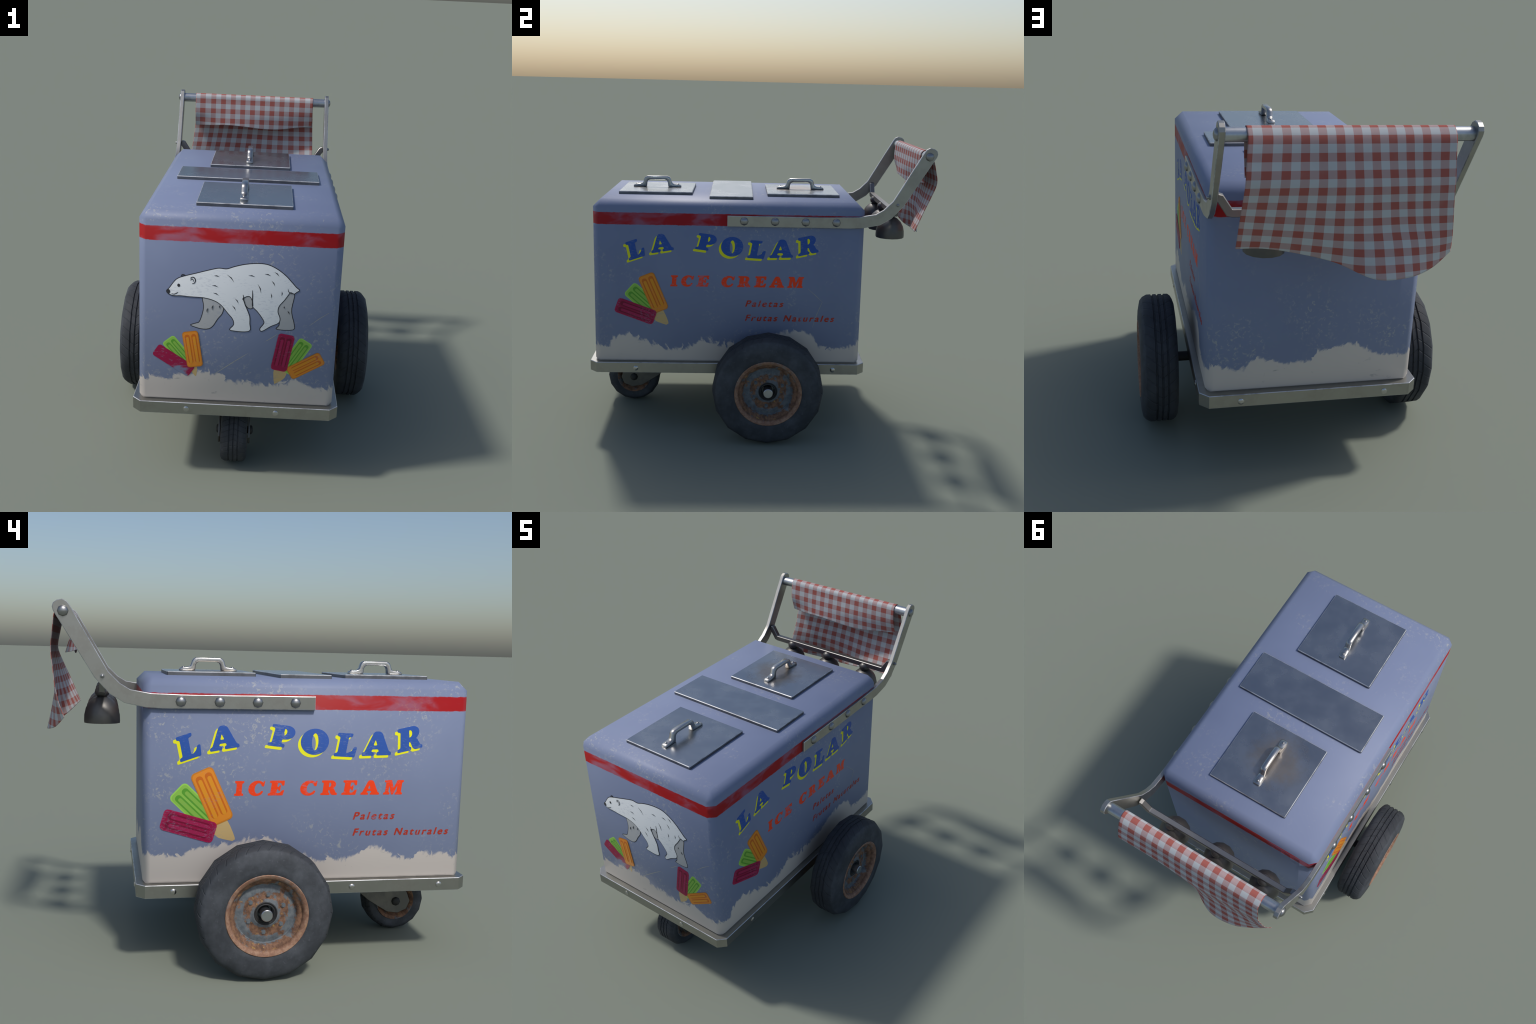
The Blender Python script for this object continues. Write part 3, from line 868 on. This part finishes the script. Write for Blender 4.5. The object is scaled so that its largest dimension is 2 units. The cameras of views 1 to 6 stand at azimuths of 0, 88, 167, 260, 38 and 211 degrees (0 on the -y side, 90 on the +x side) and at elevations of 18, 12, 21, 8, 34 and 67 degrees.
# -- lettering: heavy slab letters drawn in a box one unit high
GLYPH = {
    "I": (0.62, [[(0.0, 0.0), (0.62, 0.0), (0.62, 0.14), (0.50, 0.17), (0.50, 0.83), (0.62, 0.86), (0.62, 1.0), (0.0, 1.0), (0.0, 0.86), (0.12, 0.83), (0.12, 0.17), (0.0, 0.14)]]),
    "L": (0.92, [[(0.0, 0.0), (0.90, 0.0), (0.94, 0.44), (0.82, 0.45), (0.72, 0.26), (0.58, 0.17), (0.50, 0.17), (0.50, 0.83), (0.66, 0.87), (0.66, 1.0), (0.0, 1.0), (0.0, 0.87), (0.13, 0.83), (0.13, 0.17), (0.0, 0.13)]]),
    "A": (1.12, [[(0.0, 0.0), (0.46, 0.0), (0.46, 0.13), (0.36, 0.16), (0.39, 0.26), (0.62, 0.26), (0.65, 0.16), (0.56, 0.13), (0.56, 0.0), (1.12, 0.0), (1.12, 0.13), (1.03, 0.17), (0.76, 0.92), (0.66, 1.0), (0.48, 1.0), (0.40, 0.90), (0.10, 0.17), (0.0, 0.13)],
                 [(0.43, 0.42), (0.585, 0.42), (0.51, 0.66)]]),
    "P": (0.92, [[(0.0, 0.0), (0.66, 0.0), (0.66, 0.13), (0.51, 0.17), (0.51, 0.36)] + ellipse(0.60, 0.68, 0.34, 0.32, 14, -pi / 2, pi / 2) + [(0.0, 1.0), (0.0, 0.87), (0.13, 0.83), (0.13, 0.17), (0.0, 0.13)],
                 [(0.51, 0.53), (0.56, 0.54), (0.62, 0.62), (0.62, 0.76), (0.56, 0.84), (0.51, 0.85)]]),
    "R": (1.08, [[(0.0, 0.0), (0.60, 0.0), (0.60, 0.13), (0.50, 0.17), (0.50, 0.36), (0.56, 0.34), (0.66, 0.08), (0.76, 0.0), (1.08, 0.0), (1.08, 0.13), (0.98, 0.17), (0.86, 0.42)] + ellipse(0.62, 0.71, 0.32, 0.29, 12, -pi / 3.2, pi / 2) + [(0.0, 1.0), (0.0, 0.87), (0.13, 0.83), (0.13, 0.17), (0.0, 0.13)],
                 [(0.50, 0.54), (0.58, 0.56), (0.63, 0.64), (0.63, 0.76), (0.58, 0.84), (0.50, 0.86)]]),
    "O": (1.10, [ellipse(0.55, 0.5, 0.56, 0.52, 30), ellipse(0.56, 0.5, 0.13, 0.34, 20)]),
    "E": (0.92, [[(0.0, 0.0), (0.90, 0.0), (0.95, 0.36), (0.82, 0.36), (0.70, 0.17), (0.50, 0.15), (0.50, 0.42), (0.58, 0.40), (0.62, 0.30), (0.70, 0.30), (0.70, 0.70), (0.62, 0.70), (0.58, 0.58), (0.50, 0.57), (0.50, 0.85), (0.68, 0.84), (0.78, 0.66), (0.90, 0.66), (0.88, 1.0), (0.0, 1.0), (0.0, 0.87), (0.13, 0.83), (0.13, 0.17), (0.0, 0.13)]]),
    "C": (1.02, [ellipse(0.54, 0.5, 0.54, 0.52, 26, pi * 0.24, pi * 1.74) + [(0.98, 0.30), (0.86, 0.34), (0.78, 0.22)] + list(reversed(ellipse(0.62, 0.5, 0.22, 0.35, 14, pi * 0.42, pi * 1.55))) + [(0.76, 0.80), (0.84, 0.64), (0.98, 0.62), (1.0, 0.98), (0.90, 0.98)]]),
    "M": (1.36, [[(0.0, 0.0), (0.46, 0.0), (0.46, 0.13), (0.36, 0.17), (0.36, 0.62), (0.58, 0.0), (0.72, 0.0), (0.94, 0.64), (0.94, 0.17), (0.84, 0.13), (0.84, 0.0), (1.36, 0.0), (1.36, 0.13), (1.26, 0.17), (1.26, 0.83), (1.36, 0.87), (1.36, 1.0), (0.90, 1.0), (0.70, 0.45), (0.50, 1.0), (0.0, 1.0), (0.0, 0.87), (0.12, 0.83), (0.12, 0.17), (0.0, 0.13)]]),
}


def soften(lp, r=0.050):
    """Round every corner a little, as a brush does."""
    out, n = [], len(lp)
    for i in range(n):
        a, b, c = Vector(lp[i - 1]), Vector(lp[i]), Vector(lp[(i + 1) % n])
        u, w = a - b, c - b
        k1, k2 = min(r, u.length * 0.42), min(r, w.length * 0.42)
        p, q = b + u.normalized() * k1, b + w.normalized() * k2
        for t in (0.0, 0.33, 0.67, 1.0):
            out.append(tuple(p.lerp(b, t).lerp(b.lerp(q, t), t)))
    return out


def glyph(ch, a, z, w, h, tilt, lean):
    gw, loops = GLYPH[ch]
    c, s = cos(radians(tilt)), sin(radians(tilt))
    out = []
    for lp in loops:
        lp = soften(lp)
        pts = []
        for u, v in lp:
            p, q = u / gw * w + lean * v * h, v * h
            pts.append((a + c * p - s * q, z + s * p + c * q))
        out.append(pts)
    return out


# letter, left foot across, left foot up, width, height, tilt, lean (right face)
BIG = [("L", -0.564, 1.003, 0.096, 0.106, 19, 0.13), ("A", -0.438, 1.048, 0.128, 0.102, 10, 0.02), ("P", -0.193, 1.077, 0.104, 0.095, -7, 0.13),
       ("O", -0.046, 1.038, 0.124, 0.110, 0, 0.02), ("L", 0.103, 1.030, 0.096, 0.104, -3, 0.12), ("A", 0.230, 1.031, 0.134, 0.106, 2, 0.05), ("R", 0.394, 1.043, 0.118, 0.104, 13, 0.19)]
SMALL = [("I", -0.333, 0.857, 0.040, 0.065, 0, 0.07), ("C", -0.275, 0.857, 0.070, 0.065, 0, 0.14), ("E", -0.186, 0.858, 0.068, 0.065, 0, 0.16),
         ("C", -0.046, 0.857, 0.074, 0.065, 0, 0.14), ("R", 0.049, 0.858, 0.075, 0.065, 0, 0.10), ("E", 0.144, 0.858, 0.066, 0.065, 0, 0.14), ("A", 0.232, 0.858, 0.086, 0.065, 0, 0.03), ("M", 0.336, 0.858, 0.088, 0.065, 0, 0.12)]
M["yellow"] = mat_mark("yellow_sign_paint", (0.82, 0.80, 0.010), 0.12)
M["deep_blue"] = mat_mark("deep_blue_sign_paint", (0.025, 0.090, 0.370), 0.45, 30, 1.2)
M["red_letter"] = mat_mark("red_sign_paint", (0.90, 0.058, 0.008), 0.50, 30)
M["dull_red"] = mat_mark("dull_red_sign_paint", (0.46, 0.040, 0.020), 0.70, 26)


def to_face(face, lp):
    if face == "left":
        return [(a * 1.067, 0.9654 + 1.065 * (z - 1.0004)) for a, z in lp]
    return lp


for face in ("right", "left"):
    for ch, a, z, w, h, tilt, lean in BIG:
        lps = [to_face(face, lp) for lp in glyph(ch, a, z, w, h, tilt, lean)]
        low = [[(p - 0.0125, q - 0.0125) for p, q in lp] for lp in lps]
        painted("painted_letter_shadow", low, face, 0, M["yellow"])
        painted("painted_letter", lps, face, 1, M["deep_blue"])
    for ch, a, z, w, h, tilt, lean in SMALL:
        painted("painted_letter", [to_face(face, lp) for lp in glyph(ch, a, z, w, h, tilt, lean)], face, 0, M["red_letter"])


def written(words, face, a, z, width, size):
    cu = bpy.data.curves.new("words", "FONT")
    cu.body, cu.size, cu.shear, cu.space_character = words, size, 0.28, 1.35
    cu.dimensions, cu.fill_mode = "2D", "BOTH"
    tmp = bpy.data.objects.new("tmp", cu)
    SCN.objects.link(tmp)
    me = mesh_of(tmp)
    xs = [v.co.x for v in me.vertices]
    k = width / (max(xs) - min(xs))
    x0 = min(xs)
    for v in me.vertices:
        v.co.x = a + (v.co.x - x0) * k
        v.co.y = z + v.co.y
    heavy, mid_copy = me.copy(), me.copy()
    for v in mid_copy.vertices:
        v.co.x += 0.0014
        v.co.y -= 0.0012
    for v in heavy.vertices:
        v.co.x += 0.0036
        v.co.y += 0.0010
    film("painted_words", me, face, 0, M["dull_red"])
    film("painted_words", heavy, face, 0.4, M["dull_red"])
    film("painted_words", mid_copy, face, 0.8, M["dull_red"])


written("Paletas", "right", 0.097, 0.7435, 0.218, 0.052)
written("Frutas Naturales", "right", 0.097, 0.658, 0.515, 0.052)
written("Paletas", "left", 0.215, 0.696, 0.204, 0.050)
written("Frutas Naturales", "left", 0.217, 0.618, 0.478, 0.048)

# -- popsicles: body, paler bevel, two long grooves, stick
def rgb(c, k):
    return tuple(min(1.0, v * k) for v in c)


ORANGE, GREEN, MAGENTA = (0.78, 0.27, 0.025), (0.28, 0.56, 0.085), (0.33, 0.006, 0.060)
for nm, c, wear in (("orange", ORANGE, 0.30), ("green", GREEN, 0.12), ("magenta", MAGENTA, 0.42)):
    M[nm] = mat_mark(nm + "_ice_paint", c, wear, 40, 0.2)
    M[nm + "_edge"] = mat_mark(nm + "_ice_edge_paint", rgb(c, 0.80) if nm == "orange" else rgb(c, 1.25), wear, 40, 0.2)
    M[nm + "_groove"] = mat_mark(nm + "_ice_groove_paint", {"orange": (0.62, 0.15, 0.012), "green": (0.11, 0.36, 0.035), "magenta": (0.20, 0.003, 0.035)}[nm], wear, 40, 0.2)
    M[nm + "_light"] = mat_mark(nm + "_ice_light_paint", {"orange": (0.76, 0.30, 0.02), "green": (0.25, 0.50, 0.075), "magenta": (0.38, 0.015, 0.085)}[nm], wear, 40, 0.2)
M["stick"] = mat_mark("stick_paint", (0.62, 0.44, 0.20), 0.3)
M["magenta_flaked"] = mat_missing("flaked_magenta_paint", MAGENTA, 0.022, 0.050, (-0.296, 0.555))


def popsicle(face, level, a, z, w, h, tilt, color, flaked=False):
    """Centre, width, length, tilt of the long axis from upright (clockwise)."""
    c, s = cos(radians(tilt)), sin(radians(tilt))
    def put(lp, dx=0.0, dy=0.0):
        return [(a + c * (x + dx) + s * (y + dy), z - s * (x + dx) + c * (y + dy)) for x, y in lp]
    if flaked:
        painted("painted_popsicle", [put(round_rect(w, h, w * 0.2))], face, level, M["magenta_flaked"])
        return
    painted("painted_popsicle", [put(round_rect(w, h, w * 0.2))], face, level, M[color + "_edge"])
    painted("painted_popsicle", [put(round_rect(w * 0.9, h * 0.95, w * 0.17))], face, level + 0.5, M[color])
    for k in (-1, 1):
        painted("painted_popsicle", [put(round_rect(w * 0.31, h * 0.80, w * 0.14), k * w * 0.205, h * 0.02)], face, level + 1, M[color + "_groove"])
        painted("painted_popsicle", [put(round_rect(w * 0.17, h * 0.74, w * 0.08), k * w * 0.205, -h * 0.015)], face, level + 1.5, M[color + "_light"])


def stick(face, pts):
    painted("painted_stick", [smooth_loop(pts, 3)], face, -0.2, M["stick"])


# right face
stick("right", [(-0.428, 0.662), (-0.400, 0.730), (-0.372, 0.712), (-0.344, 0.645), (-0.351, 0.631), (-0.366, 0.631)])
popsicle("right", 0, -0.487, 0.772, 0.096, 0.215, -48, "green")
popsicle("right", 2, -0.4290, 0.817, 0.096, 0.232, -22.5, "orange")
popsicle("right", 4, -0.531, 0.707, 0.088, 0.232, -70, "magenta")
# left face
stick("left", [(-0.442, 0.632), (-0.415, 0.716), (-0.384, 0.700), (-0.348, 0.620), (-0.353, 0.605), (-0.370, 0.604)])
popsicle("left", 0, -0.530, 0.757, 0.106, 0.245, -46, "green")
popsicle("left", 2, -0.4560, 0.811, 0.110, 0.262, -24, "orange")
popsicle("left", 4, -0.562, 0.675, 0.099, 0.252, -73.5, "magenta")
# front face
stick("front", [(-0.238, 0.580), (-0.205, 0.590), (-0.206, 0.546), (-0.214, 0.540)])
popsicle("front", 0, -0.288, 0.655, 0.070, 0.180, -40, "green")
popsicle("front", 2, -0.316, 0.615, 0.066, 0.205, -57.5, "magenta", True)
popsicle("front", 4, -0.227, 0.678, 0.076, 0.184, -9.5, "orange")
stick("front", [(0.166, 0.600), (0.222, 0.600), (0.218, 0.553), (0.180, 0.522), (0.167, 0.524)])
popsicle("front", 0, 0.262, 0.665, 0.072, 0.190, 31, "green")
popsicle("front", 2, 0.3130, 0.6190, 0.070, 0.178, 59, "orange")
popsicle("front", 4, 0.2010, 0.6820, 0.078, 0.190, 9.5, "magenta")

# -- walking bear
bear_body = [(-0.353, 0.967), (-0.340, 0.983), (-0.319, 1.014), (-0.303, 1.030), (-0.277, 1.042), (-0.224, 1.058), (-0.182, 1.071), (-0.135, 1.085), (-0.109, 1.090), (-0.077, 1.088), (-0.041, 1.101), (0.006, 1.114), (0.059, 1.121), (0.106, 1.119), (0.149, 1.102), (0.193, 1.071), (0.227, 1.036), (0.246, 1.015), (0.262, 1.001), (0.250, 0.991), (0.238, 0.982), (0.221, 0.988), (0.209, 0.970), (0.194, 0.947), (0.172, 0.917), (0.168, 0.888), (0.179, 0.857), (0.173, 0.833), (0.137, 0.814), (0.098, 0.788), (0.088, 0.800), (0.106, 0.830), (0.095, 0.855), (0.072, 0.886), (0.049, 0.910), (0.046, 0.940), (0.030, 0.960), (0.006, 0.948), (0.012, 0.920), (0.023, 0.895), (0.037, 0.858), (0.039, 0.823), (0.042, 0.791), (0.019, 0.781), (-0.024, 0.782), (-0.054, 0.788), (-0.036, 0.814), (-0.042, 0.842), (-0.065, 0.870), (-0.098, 0.909), (-0.131, 0.930), (-0.179, 0.942), (-0.243, 0.944), (-0.286, 0.947), (-0.318, 0.946), (-0.342, 0.953)]
bear_far_arm = [(-0.183, 0.948), (-0.131, 0.940), (-0.090, 0.905), (-0.091, 0.869), (-0.112, 0.839), (-0.133, 0.803), (-0.154, 0.787), (-0.186, 0.785), (-0.219, 0.793), (-0.238, 0.802), (-0.214, 0.812), (-0.198, 0.820), (-0.185, 0.858), (-0.179, 0.899)]
bear_far_leg = [(0.205, 0.985), (0.240, 0.984), (0.231, 0.908), (0.236, 0.869), (0.246, 0.834), (0.243, 0.802), (0.167, 0.801), (0.177, 0.822), (0.176, 0.860), (0.165, 0.888), (0.165, 0.917), (0.185, 0.945)]
bear_belly = [(0.000, 0.968), (0.045, 0.982), (0.051, 0.908), (0.028, 0.901), (0.003, 0.937)]
M["bear_white"] = mat_mark("white_sign_paint", (0.76, 0.79, 0.82), 0.25, 30, 0.9)
M["bear_grey"] = mat_mark("grey_sign_paint", (0.42, 0.43, 0.445), 0.25, 30, 0.9)
M["bear_line"] = mat_mark("black_line_paint", (0.030, 0.030, 0.036), 0.10)


def stroke(p, q, w0):
    a, b = Vector(p), Vector(q)
    d = (b - a)
    n = Vector((-d.y, d.x)).normalized()
    m = (a + b) / 2 + n * d.length * 0.08
    return [tuple(a), tuple(m - n * w0 / 2), tuple(b), tuple(m + n * w0 / 2)]


def line_along(pts, w):
    P = [Vector(p) for p in pts]
    up, dn = [], []
    for i, p in enumerate(P):
        t = (P[min(i + 1, len(P) - 1)] - P[max(i - 1, 0)]).normalized()
        n = Vector((-t.y, t.x))
        k = w / 2 * (0.45 + 0.55 * sin(pi * i / (len(P) - 1)))
        up.append(tuple(p + n * k))
        dn.append(tuple(p - n * k))
    return up + dn[::-1]


for shape, lv, fill in ((bear_far_arm, 0, "bear_grey"), (bear_far_leg, 0, "bear_grey"), (bear_belly, 0, "bear_grey"), (bear_body, 2, "bear_white")):
    lp = smooth_loop(shape, 4)
    painted("painted_bear", [lp], "front", lv, M["bear_line"], 0.0022)
    painted("painted_bear", [lp], "front", lv + 1, M[fill], -0.0016)
details = []
for x0, z0, x1, z1 in [(-0.134, 1.053, -0.110, 1.049), (-0.076, 1.062, -0.041, 1.025), (-0.143, 1.006, -0.114, 0.998), (-0.137, 0.969, -0.110, 0.957), (-0.035, 0.946, -0.017, 0.921), (-0.047, 0.911, -0.029, 0.885), (0.024, 1.062, 0.054, 1.057), (0.098, 1.073, 0.127, 1.065), (0.142, 1.085, 0.166, 1.064), (0.131, 1.042, 0.148, 1.015), (0.068, 1.022, 0.085, 0.978), (0.131, 0.980, 0.134, 0.955), (0.181, 0.992, 0.181, 0.969), (-0.164, 0.871, -0.159, 0.891), (-0.140, 0.886, -0.135, 0.907), (-0.106, 0.894, -0.103, 0.908), (0.213, 0.896, 0.222, 0.879), (0.197, 0.907, 0.196, 0.918)]:
    details.append(stroke((x0, z0), (x1, z1), 0.0045))
details.append(ellipse(-0.297, 0.998, 0.0065, 0.008, 14))
details.append(smooth_loop([(-0.354, 0.967), (-0.343, 0.977), (-0.336, 0.966), (-0.341, 0.955), (-0.350, 0.959)], 3))
details.append(line_along([(-0.330, 0.955), (-0.318, 0.953), (-0.308, 0.957), (-0.300, 0.964)], 0.004))
details.append(line_along(ellipse(-0.233, 1.025, 0.013, 0.016, 12, -pi * 0.55, pi * 0.8), 0.005))
details.append(line_along(ellipse(-0.236, 1.024, 0.006, 0.008, 8, -pi * 0.2, pi), 0.004))
details.append(line_along(ellipse(-0.277, 1.042, 0.010, 0.009, 8, 0.1 * pi, 0.95 * pi), 0.004))
details.append(line_along([(0.209, 1.004), (0.212, 0.992), (0.222, 0.985), (0.238, 0.983)], 0.004))
details.append(line_along([(0.045, 0.990), (0.047, 0.965), (0.047, 0.940), (0.051, 0.912)], 0.005))
details.append(line_along([(0.002, 0.966), (0.006, 0.955), (0.002, 0.945), (0.008, 0.935), (0.014, 0.917)], 0.005))
for lp in details:
    painted("painted_bear_line", [lp], "front", 4, M["bear_line"])

# -- long scratches through the paint
M["scratch"] = mat_mark("scratched_primer", (0.42, 0.41, 0.36), 0.9, 60, 0.4)
for face, pts, w in (("front", [(-0.120, 0.553), (-0.040, 0.6148), (0.037, 0.670)], 0.0040), ("front", [(0.108, 0.730), (0.140, 0.752), (0.171, 0.775)], 0.0030), ("front", [(0.319, 0.826), (0.360, 0.862), (0.406, 0.895)], 0.0030),
                     ("right", [(0.4896, 0.6221), (0.5124, 0.7026), (0.5418, 0.7761)], 0.0030), ("right", [(0.5418, 0.7761), (0.500, 0.815), (0.4558, 0.8539)], 0.0022)):
    painted("scratch", [line_along(pts, w)], face, 0, M["scratch"])
